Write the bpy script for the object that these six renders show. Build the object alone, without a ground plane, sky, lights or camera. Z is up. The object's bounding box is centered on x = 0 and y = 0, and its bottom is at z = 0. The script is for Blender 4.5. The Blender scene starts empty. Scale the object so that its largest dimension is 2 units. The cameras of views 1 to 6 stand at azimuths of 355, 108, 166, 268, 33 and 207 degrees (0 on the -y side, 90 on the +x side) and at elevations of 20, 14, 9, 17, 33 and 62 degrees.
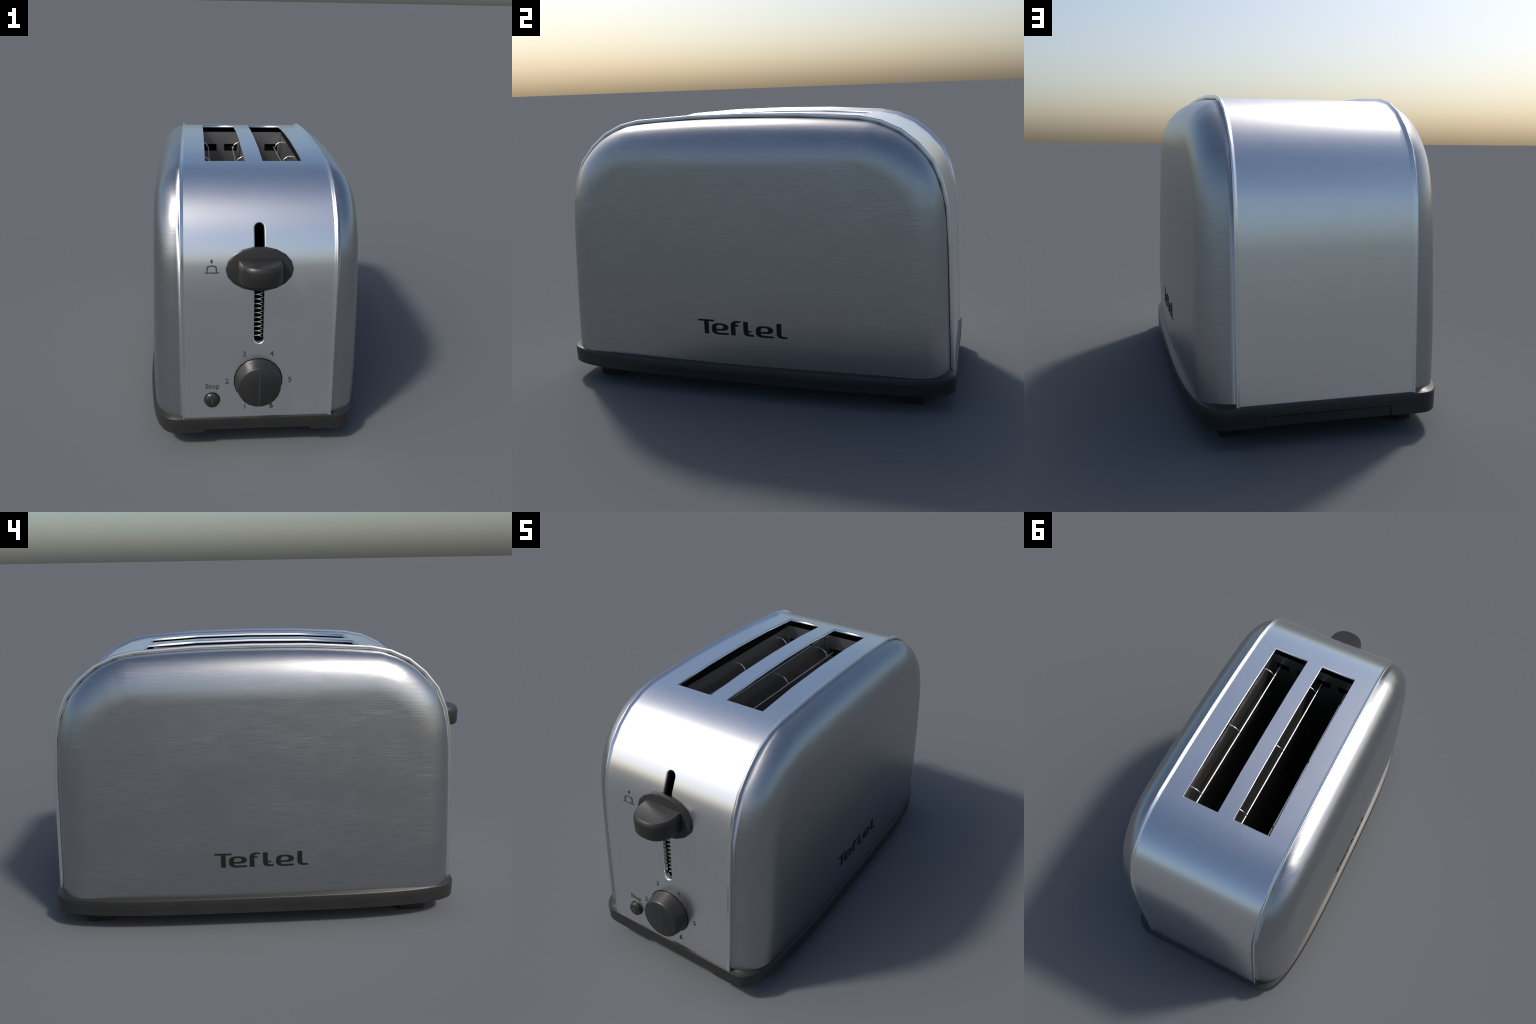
"""Two-slot steel toaster: polished band, brushed side panels, dark plastic base and controls."""
import bpy, math
from mathutils import Vector

Y0 = 0.045                      # the body is centred here; the lever sticks out towards -y

# ------------------------------------------------------------------ materials
def new_mat(name, color, rough, metallic=0.0, spec=0.5):
    m = bpy.data.materials.new(name)
    m.use_nodes = True
    b = m.node_tree.nodes["Principled BSDF"]
    b.inputs["Base Color"].default_value = (*color, 1)
    b.inputs["Roughness"].default_value = rough
    b.inputs["Metallic"].default_value = metallic
    b.inputs["Specular IOR Level"].default_value = spec
    return m, m.node_tree.nodes, m.node_tree.links, b

def noise(nodes, links, scale3, detail=4, rough=0.55, scale=1.0):
    tc = nodes.new("ShaderNodeTexCoord"); mp = nodes.new("ShaderNodeMapping")
    n = nodes.new("ShaderNodeTexNoise")
    mp.inputs["Scale"].default_value = scale3
    n.inputs["Scale"].default_value = scale
    n.inputs["Detail"].default_value = detail
    n.inputs["Roughness"].default_value = rough
    links.new(tc.outputs["Object"], mp.inputs["Vector"])
    links.new(mp.outputs["Vector"], n.inputs["Vector"])
    return n.outputs["Fac"]

def ramp(nodes, links, fac, stops):
    r = nodes.new("ShaderNodeValToRGB")
    el = r.color_ramp.elements
    while len(el) < len(stops):
        el.new(0.5)
    for e, (p, c) in zip(el, stops):
        e.position = p
        e.color = (*c, 1) if isinstance(c, tuple) else (c, c, c, 1)
    links.new(fac, r.inputs["Fac"])
    return r.outputs["Color"]

def math_node(nodes, links, op, a, b):
    n = nodes.new("ShaderNodeMath"); n.operation = op
    for i, v in enumerate((a, b)):
        if isinstance(v, (int, float)):
            n.inputs[i].default_value = v
        else:
            links.new(v, n.inputs[i])
    return n.outputs[0]

def bump(nodes, links, bsdf, height, strength, dist):
    bn = nodes.new("ShaderNodeBump")
    bn.inputs["Strength"].default_value = strength
    bn.inputs["Distance"].default_value = dist
    links.new(height, bn.inputs["Height"])
    links.new(bn.outputs["Normal"], bsdf.inputs["Normal"])

def make_polished():
    m, n, l, b = new_mat("polished_steel", BAND_COL, BAND_ROUGH, 1.0)
    smear = noise(n, l, (14, 8, 6), 2, 0.5)
    patch = noise(n, l, (2.6, 2.6, 2.6), 1, 0.5)
    s = ramp(n, l, smear, [(0.25, 0.0), (0.80, 1.0)])
    p = ramp(n, l, patch, [(0.35, 0.0), (0.75, 1.0)])
    sp = math_node(n, l, 'MULTIPLY', s, p)
    r = math_node(n, l, 'MULTIPLY_ADD', sp, 0.04)
    r.node.inputs[2].default_value = BAND_ROUGH
    l.new(r, b.inputs["Roughness"])
    return m

def make_brushed():
    m, n, l, b = new_mat("brushed_steel", SHELL_COL, SHELL_ROUGH, 1.0)
    streak = noise(n, l, (8, 9, 260), 5, 0.7)
    patch = noise(n, l, (3.0, 3.0, 7.0), 4, 0.65)
    pit = noise(n, l, (60, 60, 110), 4, 0.6)
    st = ramp(n, l, streak, [(0.46, 0.0), (0.70, 1.0)])
    pa = ramp(n, l, patch, [(0.38, 0.3), (0.68, 1.0)])
    sp = math_node(n, l, 'MULTIPLY', st, pa)
    col = ramp(n, l, sp, [(0.0, tuple(c * 0.96 for c in SHELL_COL)), (1.0, tuple(min(1, c * 1.14) for c in SHELL_COL))])
    l.new(col, b.inputs["Base Color"])
    r = math_node(n, l, 'MULTIPLY_ADD', sp, 0.05)
    r.node.inputs[2].default_value = SHELL_ROUGH
    l.new(r, b.inputs["Roughness"])
    h = math_node(n, l, 'MULTIPLY', math_node(n, l, 'ADD', pit, sp), pa)
    bump(n, l, b, h, 0.10, 0.0022)
    return m

def make_plastic(name, col, rough, spec=0.5):
    m, n, l, b = new_mat(name, col, rough, 0.0, spec)
    g = noise(n, l, (7, 7, 7), 4, 0.6)
    c = ramp(n, l, g, [(0.35, tuple(x * 0.9 for x in col)), (0.7, tuple(x * 1.12 for x in col))])
    l.new(c, b.inputs["Base Color"])
    r = math_node(n, l, 'MULTIPLY_ADD', g, 0.10)
    r.node.inputs[2].default_value = rough - 0.05
    l.new(r, b.inputs["Roughness"])
    return m

BAND_COL, BAND_ROUGH = (0.86, 0.865, 0.87), 0.26
SHELL_COL, SHELL_ROUGH = (0.44, 0.45, 0.46), 0.32
M_BAND = make_polished()
M_SHELL = make_brushed()
M_PLASTIC = make_plastic("dark_plastic", (0.0180, 0.0178, 0.0174), 0.40)
M_RUBBER = make_plastic("black_rubber", (0.012, 0.012, 0.012), 0.6)
M_INK = make_plastic("black_print", (0.010, 0.010, 0.010), 0.6, 0.2)
M_GREYINK = make_plastic("grey_print", (0.045, 0.045, 0.047), 0.5)
M_MARK = make_plastic("grey_mark", (0.055, 0.055, 0.055), 0.45)
M_PALE = make_plastic("painted_glint", (0.13, 0.13, 0.13), 0.45)
M_LINER = new_mat("dark_steel", (0.46, 0.455, 0.45), 0.40, 1.0)[0]
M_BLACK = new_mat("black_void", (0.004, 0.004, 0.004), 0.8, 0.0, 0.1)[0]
M_WIRE = new_mat("bright_wire", (0.80, 0.80, 0.80), 0.22, 1.0)[0]

# ------------------------------------------------------------------ object helpers
def make_obj(name, verts, faces, mat, parent=None, normals=None, smooth=True):
    me = bpy.data.meshes.new(name)
    me.from_pydata([tuple(v) for v in verts], [], faces)
    me.materials.append(mat)
    if smooth:
        me.polygons.foreach_set("use_smooth", [True] * len(me.polygons))
    me.update()
    if normals is not None:
        me.normals_split_custom_set_from_vertices([tuple(v) for v in normals])
    ob = bpy.data.objects.new(name, me)
    bpy.context.scene.collection.objects.link(ob)
    if parent:
        ob.parent = parent
    return ob

def sharp(ob, angle=35):
    ob.data.set_sharp_from_angle(angle=math.radians(angle))

def finish_bevel(ob, width, segs=2, angle=35):
    bpy.context.view_layer.objects.active = ob
    md = ob.modifiers.new("bevel", 'BEVEL')
    md.width = width; md.segments = segs; md.limit_method = 'ANGLE'
    md.angle_limit = math.radians(angle); md.harden_normals = False
    dg = bpy.context.evaluated_depsgraph_get()
    me = bpy.data.meshes.new_from_object(ob.evaluated_get(dg))
    ob.modifiers.clear()
    ob.data = me
    sharp(ob, 50)

def box(name, lo, hi, mat, parent, bevel=0.0):
    x0, y0, z0 = lo; x1, y1, z1 = hi
    v = [(x0, y0, z0), (x1, y0, z0), (x1, y1, z0), (x0, y1, z0), (x0, y0, z1), (x1, y0, z1), (x1, y1, z1), (x0, y1, z1)]
    f = [(0, 3, 2, 1), (4, 5, 6, 7), (0, 1, 5, 4), (1, 2, 6, 5), (2, 3, 7, 6), (3, 0, 4, 7)]
    ob = make_obj(name, v, f, mat, parent, smooth=bevel > 0)
    if bevel:
        finish_bevel(ob, bevel)
    return ob

def strip(rings, closed=True):
    """faces of a loft through equally long rings of vertex indices"""
    out = []
    for a, b in zip(rings[:-1], rings[1:]):
        n = len(a)
        for i in range(n if closed else n - 1):
            j = (i + 1) % n
            out.append((a[i], a[j], b[j], b[i]))
    return out

def loft(name, rings, mat, parent, cap0=False, cap1=False, angle=35):
    n = len(rings[0])
    verts = [p for r in rings for p in r]
    idx = [list(range(k * n, (k + 1) * n)) for k in range(len(rings))]
    faces = strip(idx)
    if cap0: faces.append(tuple(reversed(idx[0])))
    if cap1: faces.append(tuple(idx[-1]))
    ob = make_obj(name, verts, faces, mat, parent)
    sharp(ob, angle)
    return ob

def tube(name, pts, r, mat, parent, sides=10):
    rings = []
    pts = [Vector(p) for p in pts]
    for i, p in enumerate(pts):
        t = (pts[min(i + 1, len(pts) - 1)] - pts[max(i - 1, 0)]).normalized()
        up = Vector((0, 0, 1)) if abs(t.z) < 0.9 else Vector((1, 0, 0))
        a = t.cross(up).normalized(); b = a.cross(t)
        rings.append([p + r * (math.cos(2 * math.pi * k / sides) * a + math.sin(2 * math.pi * k / sides) * b) for k in range(sides)])
    return loft(name, rings, mat, parent, True, True, 60)

# ------------------------------------------------------------------ root
root = bpy.data.objects.new("toaster", None)
bpy.context.scene.collection.objects.link(root)
root["label"] = "brushed steel two-slot toaster with dark plastic base and dial"
root["category"] = "toaster"

# ------------------------------------------------------------------ side outline of the body (half, s = distance from centre)
HALF = [(0.9484, 0.152), (0.948, 0.160), (0.934, 0.450), (0.921, 0.720), (0.906, 0.895), (0.881, 1.000),
        (0.840, 1.092), (0.776, 1.167), (0.7015, 1.226), (0.613, 1.266), (0.522, 1.285), (0.260, 1.301), (0.0, 1.305)]
FULL = [(-s, z) for s, z in HALF] + [(s, z) for s, z in HALF[-2::-1]]     # front -> top -> rear

def outline_normals(pts):
    seg = []
    for a, b in zip(pts[:-1], pts[1:]):
        d = Vector((b[0] - a[0], b[1] - a[1])).normalized()
        seg.append(Vector((-d.y, d.x)))
    nm = [seg[0]] + [(p + q).normalized() for p, q in zip(seg[:-1], seg[1:])] + [seg[-1]]
    mit = [1.0] + [1.0 / max(0.5, n.dot(q)) for n, q in zip(nm[1:-1], seg[1:])] + [1.0]
    return nm, mit
FN, FM = outline_normals(FULL)

def outline_at(t):
    """point, shading normal and offset direction at parameter t (index + fraction) of FULL"""
    i = min(int(t), len(FULL) - 2); f = t - i
    p = Vector(FULL[i]).lerp(Vector(FULL[i + 1]), f)
    n = FN[i].lerp(FN[i + 1], f).normalized()
    o = (FN[i] * FM[i]).lerp(FN[i + 1] * FM[i + 1], f)
    return p, n, o

def t_front(z):
    for i in range(len(HALF) - 1):
        a, b = HALF[i], HALF[i + 1]
        if a[1] <= z <= b[1]:
            return i + (z - a[1]) / (b[1] - a[1])
    return 0.0

def t_top(s):
    for i in range(len(FULL) - 1):
        a, b = FULL[i], FULL[i + 1]
        if a[0] <= s <= b[0] and a[1] > 1.0:
            return i + (s - a[0]) / (b[0] - a[0])

PANEL_IN = 0.012                # the panel lies this far under the lip on top, half as far on the two ends
def panel_inset(z):
    return 0.0062 + (PANEL_IN - 0.0062) * max(0.0, min(1.0, (z - 0.85) / 0.35))
def band_pt(x, t, inset=None, depth=0.0):
    p, n, o = outline_at(t)
    q = p - o * ((panel_inset(p.y) if inset is None else inset) + depth)
    return Vector((x, Y0 + q.x, q.y)), Vector((0, n.x, n.y))

def front_y(z):
    return band_pt(0, t_front(z))[0].y

# ------------------------------------------------------------------ steel band
SX0, SX1, SS = 0.041, 0.232, 0.495            # bread slots: inner x, outer x, half length
LZ0, LZ1 = 0.50, 1.13                         # patch of the front that holds the lever slit
ts = sorted({round(v, 5) for v in list(range(len(FULL))) + [t_top(-SS), t_top(SS), t_front(LZ0), t_front(LZ1)]})
xs = [-0.331, -SX1, -0.06, -SX0, SX0, 0.06, SX1, 0.331]
V, N, F = [], [], []
def addv(p, n):
    V.append(p); N.append(n.normalized()); return len(V) - 1
grid = [[addv(*band_pt(x, t)) for x in xs] for t in ts]
ta, tb = t_top(-SS) - 1e-4, t_top(SS) + 1e-4
la, lb = t_front(LZ0) - 1e-4, t_front(LZ1) + 1e-4
for i in range(len(ts) - 1):
    for j in range(len(xs) - 1):
        xm, tm = (xs[j] + xs[j + 1]) / 2, (ts[i] + ts[i + 1]) / 2
        if ta < tm < tb and SX0 < abs(xm) < SX1: continue
        if la < tm < lb and abs(xm) < 0.06: continue
        F.append((grid[i][j], grid[i][j + 1], grid[i + 1][j + 1], grid[i + 1][j]))

# rolled lip along both sides of the band: (x, inset, normal x, normal outward)
LIP = [(0.331, 0.012, 0, 1), (0.3325, 0.0112, -0.3, 0.95), (0.3370, 0.0060, -0.62, 0.78), (0.3425, 0.0006, -0.5, 0.87),
       (0.3450, 0.0, -0.1, 1), (0.3472, 0.0012, 0.6, 0.8), (0.3490, 0.0045, 0.98, 0.2), (0.3490, 0.0150, 0.98, -0.2),
       (0.3470, 0.0168, 0.5, -0.87), (0.336, 0.0180, 0, -1), (0.318, 0.0180, 0, -1)]
for sg in (-1, 1):
    cols = []
    for x, ins, nx, nn in LIP:
        col = []
        for t in range(len(FULL)):
            base_in = panel_inset(FULL[t][1])
            p, n = band_pt(sg * x, t, ins * base_in / PANEL_IN if x < 0.341 else ins)
            col.append(addv(p, Vector((sg * nx, 0, 0)) + n * nn))
        cols.append(col)
    for a, b in zip(cols[:-1], cols[1:]):
        for i in range(len(FULL) - 1):
            q = (a[i], b[i], b[i + 1], a[i + 1])
            F.append(q if sg > 0 else q[::-1])

# turned-down rims of the two bread slots
tslot = [t for t in ts if ta < t < tb]
for sg in (-1, 1):
    per = [(SX0, t, 1, 0) for t in tslot] + [(SX1, t, -1, 0) for t in reversed(tslot)]
    rings = []
    for shift, depth, flat in ((0, 0, 1.0), (0.0015, 0.0025, 0.5), (0.002, 0.012, 0.0)):
        ring = []
        for k, (x, t, dx, _) in enumerate(per):
            end = 0
            if t == tslot[0]: end = 1
            if t == tslot[-1]: end = -1
            p, n = band_pt(sg * (x + dx * shift), t, None, depth)
            p.y += end * shift
            side = Vector((sg * dx, end, 0))
            ring.append(addv(p, n * flat + side * (1 - flat)))
        rings.append(ring)
    F += [f if sg < 0 else f[::-1] for f in strip(rings)]

# lever slit: round-ended hole with a rolled-in rim, joined to its rectangular patch
CZ0, CZ1, CR = 0.555, 1.061, 0.0265
side_z = [z for _, z in HALF if CZ0 < z < CZ1] + [0.62, 0.8]
side_z = sorted(set(side_z))
cap = []
for z in side_z: cap.append((1, z, None))
K = 12
for k in range(K + 1): cap.append((0, CZ1, math.pi * k / K))
for z in reversed(side_z): cap.append((-1, z, None))
for k in range(K + 1): cap.append((0, CZ0, math.pi + math.pi * k / K))
def cap_pt(c, r):
    sd, z, a = c
    return (sd * r, z) if a is None else (r * math.cos(a), z + r * math.sin(a))
def rect_pt(c):
    sd, z, a = c
    if a is None: return (sd * 0.06, z)
    dx, dz = math.cos(a), math.sin(a)
    zlim = (LZ1 - z) if dz > 0 else (z - LZ0)
    # spread over side, corner and top edge
    k = min(0.06 / max(1e-6, abs(dx)), zlim / max(1e-6, abs(dz)))
    rx, rz = dx * k, z + dz * k
    for _, hz in HALF:                       # meet the outline's own vertices exactly
        if abs(abs(rx) - 0.06) < 1e-6 and abs(rz - hz) < 0.006: rz = hz
    return (rx, rz)
def front_pt(x, z, depth):
    return band_pt(x, t_front(z), None, depth)
ring0 = []
for c in cap:
    p, n = front_pt(*rect_pt(c), 0); ring0.append(addv(p, n))
rings = [ring0]
for r, depth, flat in ((CR, 0, 1.0), (CR - 0.002, 0.0015, 0.7), (CR - 0.0055, 0.008, 0.1), (CR - 0.0055, 0.03, 0.0)):
    ring = []
    for c in cap:
        x, z = cap_pt(c, r); p, n = front_pt(x, z, depth)
        sd, zz, a = c
        inward = Vector((-sd, 0, 0)) if a is None else Vector((-math.cos(a), 0, -math.sin(a)))
        ring.append(addv(p, n * flat + inward * (1 - flat)))
    rings.append(ring)
F += strip(rings)
# corner fillers between the radial patch and the rectangle corners
for sx in (-1, 1):
    for zc, top in ((LZ1, True), (LZ0, False)):
        best = []
        for i in range(len(cap)):
            j = (i + 1) % len(cap)
            a, b = rect_pt(cap[i]), rect_pt(cap[j])
            on_side = lambda q: abs(abs(q[0]) - 0.06) < 1e-6
            on_end = lambda q: abs(q[1] - zc) < 1e-6
            if a[0] * sx > 0 and b[0] * sx > 0 and ((on_side(a) and on_end(b)) or (on_end(a) and on_side(b))):
                p, n = front_pt(sx * 0.06, zc, 0)
                F.append((ring0[i], ring0[j], addv(p, n))[::-1])
def face_out(f):
    a, b, c = (V[f[k]] for k in (0, 1, 2))
    g = (b - a).cross(c - a)
    if len(f) > 3: g += (c - a).cross(V[f[3]] - a)
    return f if g.dot(sum((N[k] for k in f), Vector())) >= 0 else f[::-1]
F = [face_out(f) for f in F]
band = make_obj("steel_band", V, F, M_BAND, root, N)

# ------------------------------------------------------------------ side panels (bulging pressed shells)
def catmull(pts, sub):
    out = []
    P = [pts[0]] + list(pts) + [pts[-1]]
    for i in range(1, len(P) - 2):
        p0, p1, p2, p3 = (Vector(P[i + k]) for k in (-1, 0, 1, 2))
        n = max(1, int(round((p2 - p1).length / sub)))
        for k in range(n):
            t = k / n
            out.append(0.5 * ((2 * p1) + (p2 - p0) * t + (2 * p0 - 5 * p1 + 4 * p2 - p3) * t * t + (3 * p1 - p0 - 3 * p2 + p3) * t ** 3))
    out.append(Vector(pts[-1]))
    return out
SHELL_X, SHELL_FACE, BOW, LEAN, RAD, EXPO = 0.331, 0.5055, 0.031, 0.022, 0.160, 2.35
inset_pts = [Vector(p) - n * m * 0.0205 for p, n, m in zip(FULL, FN, FM)]
rim = catmull(inset_pts, 0.035)
ext = [Vector((rim[0].x, -0.5))] + rim + [Vector((rim[-1].x, -0.5))]

def rim_dist(s, z):
    best = 9.0
    for a, b in zip(ext[:-1], ext[1:]):
        d = b - a
        t = max(0.0, min(1.0, ((s - a.x) * d.x + (z - a.y) * d.y) / d.length_squared))
        best = min(best, (s - a.x - d.x * t) ** 2 + (z - a.y - d.y * t) ** 2)
    return math.sqrt(best)

def shell_x(s, z):
    w = max(0.0, min(1.0, (z - 0.85) / 0.3)); w = w * w * (3 - 2 * w) * max(0.0, 1 - (s / 0.9) ** 2) ** 2
    d = min(1.0, rim_dist(s, z) / (RAD + 0.06 * w))
    g = (1 - (1 - d) ** EXPO) ** (1 / EXPO)
    face = SHELL_FACE - BOW * (s / 0.93) ** 2 - LEAN * (max(0.0, z - 0.25) / 0.85) ** 1.3 - 0.007 * (max(0.0, 0.4 - z) / 0.25) ** 1.5
    return SHELL_X + (face - SHELL_X) * g

steps = [0, 0.0015, 0.005, 0.011, 0.02, 0.033, 0.05, 0.075, 0.105, 0.145, 0.19, 0.245, 0.31, 0.39, 0.48, 0.58, 0.70]
nr = len(rim)
sv, sf = [], []
rows = []
for k, t in enumerate(steps):
    row = []
    for i, p in enumerate(rim):
        q = Vector((p.x * 0.5, 0.12 + (p.y - 0.12) * 0.42))
        w = p.lerp(q, t)
        row.append(len(sv)); sv.append((shell_x(w.x, w.y), Y0 + w.x, w.y))
    rows.append(row)
sf += strip(rows, closed=False)
half = nr // 2
inner = rows[-1]
M = 8
prev = None
for i in range(half):
    a, b = sv[inner[i]], sv[inner[nr - 1 - i]]
    row = [inner[i]]
    for m in range(1, M):
        f = m / M
        s = (a[1] - Y0) * (1 - f) + (b[1] - Y0) * f; z = a[2] * (1 - f) + b[2] * f
        row.append(len(sv)); sv.append((shell_x(s, z), Y0 + s, z))
    row.append(inner[nr - 1 - i])
    if prev: sf += [(prev[m], prev[m + 1], row[m + 1], row[m]) for m in range(M)]
    prev = row
mid = inner[half:nr - half]
ring_top = prev[:1] + mid + prev[:0:-1] if mid else prev
if len(ring_top) >= 3: sf.append(tuple(ring_top))
def orient(v, f, outward):
    out = []
    for q in f:
        a, b, c = (Vector(v[q[k]]) for k in (0, 1, 2))
        n = (b - a).cross(c - a)
        if len(q) > 3: n += (c - a).cross(Vector(v[q[3]]) - a)
        out.append(q if n.x * outward >= 0 else q[::-1])
    return out
panels = []
for sg in (1, -1):
    vv = [(sg * x, y, z) for x, y, z in sv]
    nn = []
    for x, y, z in sv:
        h = 0.002; s = y - Y0
        nn.append(Vector((sg, -(shell_x(s + h, z) - shell_x(s - h, z)) / (2 * h), -(shell_x(s, z + h) - shell_x(s, z - h)) / (2 * h))).normalized())
    panels.append(make_obj("side_panel", vv, orient(vv, sf, sg), M_SHELL, root, nn))

# ------------------------------------------------------------------ lettering on the side panels (millimetre outlines)
def letter_e(u):
    outer = [(82, 0), (34, -1.5), (18, 0), (7, 5), (0, 14), (0, 37), (4, 45), (13, 51), (26, 53.5), (44, 54), (62, 52), (75, 47), (81, 40),
             (82, 33), (79, 26), (71, 21), (56, 18.5), (22, 18), (22, 14), (26, 10), (35, 8), (82, 8)]
    hole = [(22, 26), (22, 37), (26, 43), (36, 46.5), (48, 46), (56, 42), (58.5, 35), (56, 29.5), (47, 26.5)]
    return [[(x + u, y) for x, y in outer], [(x + u, y) for x, y in hole]]
LETTERS = [
    [[(0, 61), (0, 69), (78, 69), (78, 61), (51, 61), (51, 0), (29, 0), (29, 61)]],
    letter_e(66),
    [[(160, 0), (160, 52), (164, 61), (172, 67), (184, 70), (208, 70), (208, 63), (190, 62), (184, 58), (182, 52), (197, 52), (197, 44.5), (182, 44.5), (182, 0)]],
    [[(221, 69), (243, 69), (243, 27), (258, 27), (258, 19.5), (243, 19.5), (245, 13), (252, 9), (270, 8), (270, 0), (244, 0), (232, 3), (224, 9), (221, 18)]],
    letter_e(281),
    [[(379, 70), (401, 70), (401, 17), (404, 11), (410, 8.5), (428, 8), (428, 0), (404, 0), (391, 3), (382, 9), (379, 18)]],
]
def flat_mesh(name, loops):
    """fill closed 2D loops (holes by nesting) with a plain curve, keep the mesh"""
    cu = bpy.data.curves.new(name, 'CURVE'); cu.dimensions = '2D'; cu.fill_mode = 'BOTH'; cu.extrude = 0.0006
    for lp in loops:
        sp = cu.splines.new('POLY'); sp.points.add(len(lp) - 1)
        for p, (x, y) in zip(sp.points, lp): p.co = (x, y, 0, 1)
        sp.use_cyclic_u = True
    ob = bpy.data.objects.new(name, cu); bpy.context.scene.collection.objects.link(ob)
    dg = bpy.context.evaluated_depsgraph_get()
    me = bpy.data.meshes.new_from_object(ob.evaluated_get(dg))
    bpy.data.objects.remove(ob); bpy.data.curves.remove(cu)
    return me

def text_mesh(body, size):
    cu = bpy.data.curves.new("text", 'FONT'); cu.body = body; cu.size = size; cu.extrude = 0.0006; cu.offset = 0.0005
    cu.align_x = 'CENTER'; cu.align_y = 'CENTER'
    ob = bpy.data.objects.new("text", cu); bpy.context.scene.collection.objects.link(ob)
    dg = bpy.context.evaluated_depsgraph_get()
    me = bpy.data.meshes.new_from_object(ob.evaluated_get(dg))
    bpy.data.objects.remove(ob); bpy.data.curves.remove(cu)
    return me

def place(me, name, fn, mat, parent):
    me.name = name
    for v in me.vertices: v.co = fn(v.co)
    me.materials.clear(); me.materials.append(mat); me.update()
    ob = bpy.data.objects.new(name, me); bpy.context.scene.collection.objects.link(ob); ob.parent = parent
    return ob

for panel, sg, start in ((panels[0], 1, -0.162), (panels[1], -1, 0.244)):
    for lp in LETTERS:
        me = flat_mesh("letter", [[(x / 1000, y / 1000) for x, y in l] for l in lp])
        def fn(c, sg=sg, start=start):
            y = start + sg * c.x; z = 0.310 + c.y
            return Vector((sg * (shell_x(y - Y0, z) + 0.0008 + c.z), y, z))
        place(me, "letter", fn, M_INK, panel)

# ------------------------------------------------------------------ base
BX, BOUT, BHALF, BEXP, BEXQ = 0.345, 0.175, 0.953, 3.5, 3.35
plan = []                                   # quarter plan, from centre front to the middle of the side
quarter = [(0.0, BHALF), (0.236, BHALF), (0.243, BHALF), (0.250, BHALF), (0.258, BHALF)]
for k in range(25):
    a = math.pi / 2 * k / 24
    q, s = math.sin(a) ** (2 / BEXQ), math.cos(a) ** (2 / BEXP)
    quarter.append((BX + BOUT * q, BHALF * s))
quarter[5] = (BX, BHALF)
front = [(x, -y) for x, y in quarter]
rear = [(x, y) for x, y in reversed(quarter[:-1])]
right = front + rear
ring2d = right + [(-x, y) for x, y in reversed(right[1:-1])]
def base_ring(offset, zfun, ofun=None):
    n = len(ring2d); out = []
    for i, (x, y) in enumerate(ring2d):
        a, b = Vector(ring2d[i - 1]), Vector(ring2d[(i + 1) % n])
        d = (b - a).normalized(); nm = Vector((d.y, -d.x))
        o = offset + (ofun(x, y) if ofun else 0)
        out.append((x + nm.x * o, Y0 + 0.003 + y + nm.y * o, zfun(x, y)))
    return out
ZB = 0.083
def z_bottom(x, y):
    if y < -0.9 and abs(x) < 0.2585:
        return ZB + 0.016 * min(1, (0.2585 - abs(x)) / 0.012)
    return ZB - (0.004 if y > 0.9 else 0)
def recess(x, y):
    return -0.005 if (y > 0.9 and abs(x) < 0.244) else 0.0
rings = [base_ring(-0.10, lambda x, y: 0.100), base_ring(-0.034, lambda x, y: 0.100), base_ring(-0.022, z_bottom),
         base_ring(-0.003, z_bottom, recess), base_ring(-0.001, lambda x, y: z_bottom(x, y) + 0.003, recess),
         base_ring(-0.001, lambda x, y: 0.117, recess), base_ring(-0.0005, lambda x, y: 0.122),
         base_ring(0.0, lambda x, y: 0.1555), base_ring(-0.001, lambda x, y: 0.158), base_ring(-0.003, lambda x, y: 0.1602), base_ring(-0.006, lambda x, y: 0.1610),
         base_ring(-0.013, lambda x, y: 0.1622), base_ring(-0.019, lambda x, y: 0.1645), base_ring(-0.030, lambda x, y: 0.1690), base_ring(-0.08, lambda x, y: 0.150)]
base = loft("base", rings, M_PLASTIC, root, True, True, 32)
for x in (-0.36, 0.36):
    for y in (-0.71, 0.80):
        box("foot", (x - 0.031, y - 0.061, 0.0), (x + 0.031, y + 0.061, 0.104), M_RUBBER, base, 0.004)

# ------------------------------------------------------------------ dial, stop button
def turned(name, cx, cz, tilt_y, prof, mat, parent, n):
    """turned part whose axis points to -y; prof = (radius, y)"""
    rings = [[(cx + r * math.cos(2 * math.pi * (k + 0.5) / n), y + tilt_y * (cz + r * math.sin(2 * math.pi * (k + 0.5) / n) - cz), cz + r * math.sin(2 * math.pi * (k + 0.5) / n)) for k in range(n)] for r, y in prof]
    return loft(name, rings, mat, parent, True, True, 40)
slope = (front_y(0.45) - front_y(0.2)) / 0.25
fy = front_y(0.347)
dial = turned("dial", 0, 0.347, slope, [(0.110, fy + 0.01), (0.110, fy - 0.004), (0.1085, fy - 0.007), (0.0985, -0.950), (0.0955, -0.9545), (0.091, -0.957), (0.0, -0.9575)][:-1], M_PLASTIC, root, 20)
turned("shadow_gap", 0, 0.347, slope, [(0.1135, fy + 0.01), (0.1135, fy - 0.0008), (0.109, fy - 0.0012)], M_BLACK, dial, 20)
def face_y(z): return -0.957 + slope * (z - 0.347)
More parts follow.
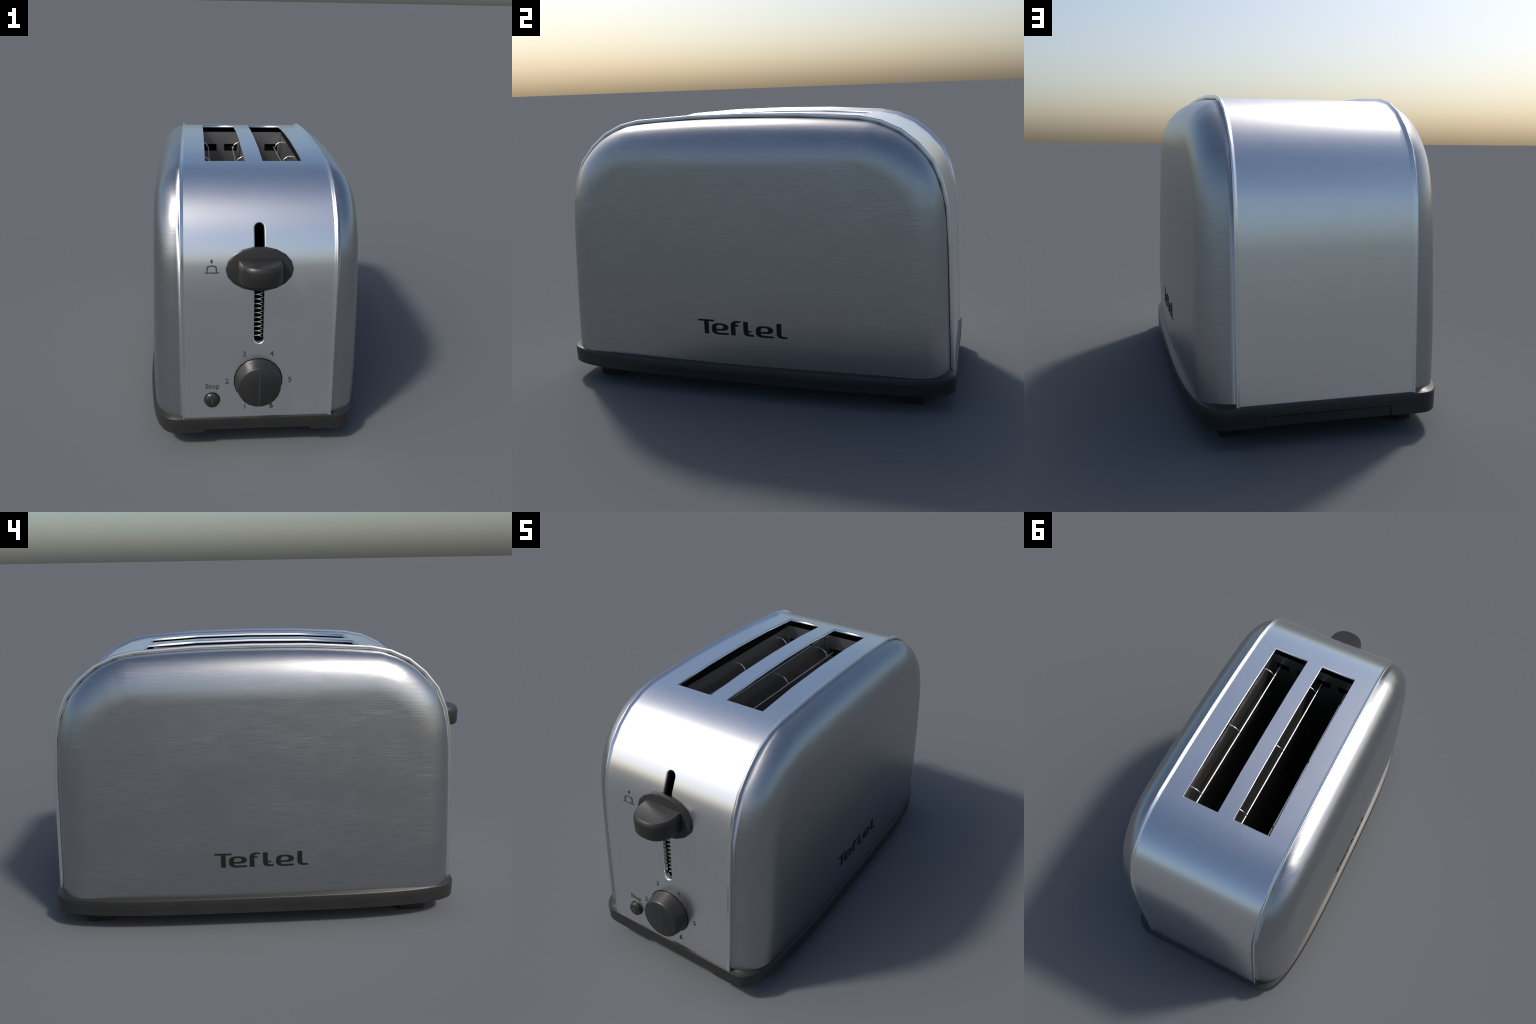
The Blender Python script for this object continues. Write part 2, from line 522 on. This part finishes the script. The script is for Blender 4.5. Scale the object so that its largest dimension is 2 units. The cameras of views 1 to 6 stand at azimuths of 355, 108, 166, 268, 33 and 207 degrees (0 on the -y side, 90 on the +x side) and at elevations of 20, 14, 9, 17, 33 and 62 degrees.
mk = make_obj("pointer_line", [(-0.0012, face_y(0.258) - 0.0008, 0.258), (0.0012, face_y(0.258) - 0.0008, 0.258), (0.0012, face_y(0.436) - 0.0008, 0.436), (-0.0012, face_y(0.436) - 0.0008, 0.436),
              (-0.002, face_y(0.258) + 0.001, 0.257), (0.002, face_y(0.258) + 0.001, 0.257), (0.002, face_y(0.436) + 0.001, 0.437), (-0.002, face_y(0.436) + 0.001, 0.437)],
              [(0, 1, 2, 3), (4, 5, 1, 0), (5, 6, 2, 1), (6, 7, 3, 2), (7, 4, 0, 3)], M_MARK, dial, smooth=False)
by = front_y(0.254)
button = turned("stop_button", -0.212, 0.254, slope, [(0.035, by + 0.01), (0.035, by - 0.008), (0.032, by - 0.016), (0.026, by - 0.019)], M_PLASTIC, root, 10)
turned("shadow_gap", -0.212, 0.254, slope, [(0.0375, by + 0.01), (0.0375, by - 0.0008), (0.034, by - 0.0012)], M_BLACK, button, 20)
box("modelled_glint", (-0.2133, by - 0.0205, 0.241), (-0.2107, by - 0.015, 0.267), M_PALE, button)  # glint on the button face, built as a pale bar

def on_front(cx, cz):
    return lambda c: Vector((cx + c.x, front_y(cz + c.y) - 0.0007 - c.z, cz + c.y))
for ch, cx, cz in (("1", -0.060, 0.214), ("2", -0.144, 0.346), ("3", -0.065, 0.480), ("4", 0.061, 0.480), ("5", 0.147, 0.346), ("6", 0.063, 0.214)):
    place(text_mesh(ch, 0.037), "digit", on_front(cx, cz), M_GREYINK, root)
place(text_mesh("Stop", 0.036), "stop_label", on_front(-0.211, 0.322), M_GREYINK, root)

def arch_loop():
    out, inn = [], []
    for x, z in ((-0.0225, -0.021), (-0.0235, -0.004), (-0.021, 0.006), (-0.012, 0.0095), (0.0, 0.0105), (0.012, 0.0095), (0.021, 0.006), (0.0235, -0.004), (0.0225, -0.021)):
        out.append((x, z))
        k = 0.76
        inn.append((x * k, -0.020 if z < -0.02 else z - 0.0055))
    return [out + inn[::-1]]
icon = arch_loop() + [[(-0.032, -0.0255), (0.032, -0.0255), (0.032, -0.0208), (-0.032, -0.0208)]]
diamond = [[(0, 0.015), (0.004, 0.022), (0.006, 0.028), (0.004, 0.033), (0, 0.036), (-0.004, 0.033), (-0.006, 0.028), (-0.004, 0.022)]]
for lp in icon + diamond:
    place(flat_mesh("toast_icon", [lp]), "toast_icon", on_front(-0.2105, 0.8935), M_GREYINK, root)

# ------------------------------------------------------------------ lever
lever = bpy.data.objects.new("lever", None); bpy.context.scene.collection.objects.link(lever); lever.parent = root
LZ, TILT = 0.886, 0.145
def plate_ring(k, y):
    n = 18
    return [(0.150 * k * math.cos(2 * math.pi * i / n), y + TILT * 0.098 * k * math.sin(2 * math.pi * i / n), LZ + 0.098 * k * math.sin(2 * math.pi * i / n)) for i in range(n)]
loft("lever_plate", [plate_ring(0.93, -0.846), plate_ring(1.0, -0.852), plate_ring(1.0, -0.861), plate_ring(0.968, -0.867), plate_ring(0.9, -0.8685)], M_PLASTIC, lever, True, True, 40)
def grip_ring(k, z, lift):
    out = []
    n = 22
    for i in range(n + 1):
        a = math.pi * i / n
        ex = 2 / 2.5
        x = 0.099 * math.copysign(abs(math.cos(a)) ** ex, math.cos(a)); d = 0.121 * abs(math.sin(a)) ** ex
        x *= k; d *= k
        out.append((x, -0.8765 - d, z - lift * d))
    out += [(-0.099 * k, -0.860, z), (0.099 * k, -0.860, z)]
    return out
loft("lever_grip", [grip_ring(0.90, 0.848, 0), grip_ring(0.965, 0.851, 0), grip_ring(1.0, 0.859, 0), grip_ring(1.0, 0.918, 0), grip_ring(0.965, 0.931, 0), grip_ring(0.91, 0.937, 0)], M_PLASTIC, lever, True, True, 30)
box("lever_stem", (-0.012, -0.862, 0.86), (0.012, -0.78, 0.91), M_RUBBER, lever)

spring = [(0.017 * math.cos(a), -0.842 + 0.009 * math.sin(a), 0.545 + 0.27 * i / 288) for i in range(289) for a in [2 * math.pi * i / 24]]
tube("spring", spring, 0.0020, M_WIRE, root, 6)

# dark channel behind the lever slit
slit_back = [(x, front_y(z) + d, z) for z, d in ((0.48, 0.10), (0.72, 0.10), (0.88, 0.12), (0.90, 0.33), (1.13, 0.33)) for x in (-0.06, 0.06)]
make_obj("slit_back", slit_back, [(2 * i, 2 * i + 1, 2 * i + 3, 2 * i + 2) for i in range(4)], M_BLACK, root)

# ------------------------------------------------------------------ inside
YA, YB = Y0 - 0.485, Y0 + 0.485
liner = bpy.data.objects.new("toasting_chamber", None); bpy.context.scene.collection.objects.link(liner); liner.parent = root
def open_box(name, lo, hi, mat, skip_ends=False):
    x0, y0, z0 = lo; x1, y1, z1 = hi
    v = [(x0, y0, z0), (x1, y0, z0), (x1, y1, z0), (x0, y1, z0), (x0, y0, z1), (x1, y0, z1), (x1, y1, z1), (x0, y1, z1)]
    f = [(0, 1, 2, 3), (1, 5, 6, 2), (3, 7, 4, 0)]
    if not skip_ends: f += [(0, 4, 5, 1), (2, 6, 7, 3)]
    return make_obj(name, v, f, mat, liner, smooth=False)
open_box("dark_housing", (-0.318, YA - 0.08, 0.212), (0.318, YB + 0.08, 1.262), M_BLACK)  # floor and walls coloured black so the deep slots look unlit
WT, WB = 0.2445, 0.259
cw = [(sg * x, y, z) for sg in (-1, 1) for x, z in ((WT, 1.228), (WB, 0.212)) for y in (YA, YB)]
make_obj("chamber_wall", cw, [(0, 1, 3, 2), (4, 6, 7, 5)], M_LINER, liner, smooth=False)
for sg in (-1, 1):
    box("black_strip", (sg * 0.250 - 0.004, YA, 1.2285), (sg * 0.250 + 0.004, YB, 1.262), M_BLACK, liner)
box("divider", (-0.0025, YA, 0.24), (0.0025, YB, 1.228), M_LINER, liner)
def end_wall(y, ztop):
    gx = [-WB, -0.225, -0.147, -0.101, -0.023, 0.023, 0.101, 0.147, 0.225, WB]
    gz = [0.24, 1.121, 1.163, ztop]
    v = [(x, y, z) for z in gz for x in gx]; n = len(gx)
    f = []
    for j in range(3):
        for i in range(n - 1):
            if j == 1 and i in (1, 3, 5, 7): continue
            f.append((j * n + i, j * n + i + 1, (j + 1) * n + i + 1, (j + 1) * n + i))
    make_obj("end_wall", v, f, M_LINER, liner, smooth=False)
end_wall(YA, 1.236); end_wall(YB, 1.236)
for x in (-0.2385, -0.009, 0.009, 0.2385):
    box("corner_highlight_strip", (x - 0.004, YB - 0.012, 0.6), (x + 0.004, YB - 0.002, 1.224), M_WIRE, liner)  # bright bars modelled for the highlights along the wall corners
RZ = 1.148
for sg in (-1, 1):
    for xr, dirn, run in ((0.199, 1, 0.0455), (0.054, -1, 0.051)):
        tube("guard_rod", [(sg * xr, YA - 0.02, RZ), (sg * xr, YB + 0.02, RZ)], 0.0042, M_WIRE, liner)
        for yy in (Y0 - 0.40, Y0, Y0 + 0.40):
            pts = []
            for k in range(9):
                a = math.pi / 2 * k / 8
                w = min(run, 0.06)
                pts.append((sg * (xr + dirn * w * (1 - math.cos(a))), yy, RZ + 0.042 * math.sin(a)))
            pts.append((sg * (xr + dirn * run), yy, RZ + 0.041))
            tube("guard_hoop", pts, 0.0036, M_WIRE, liner)
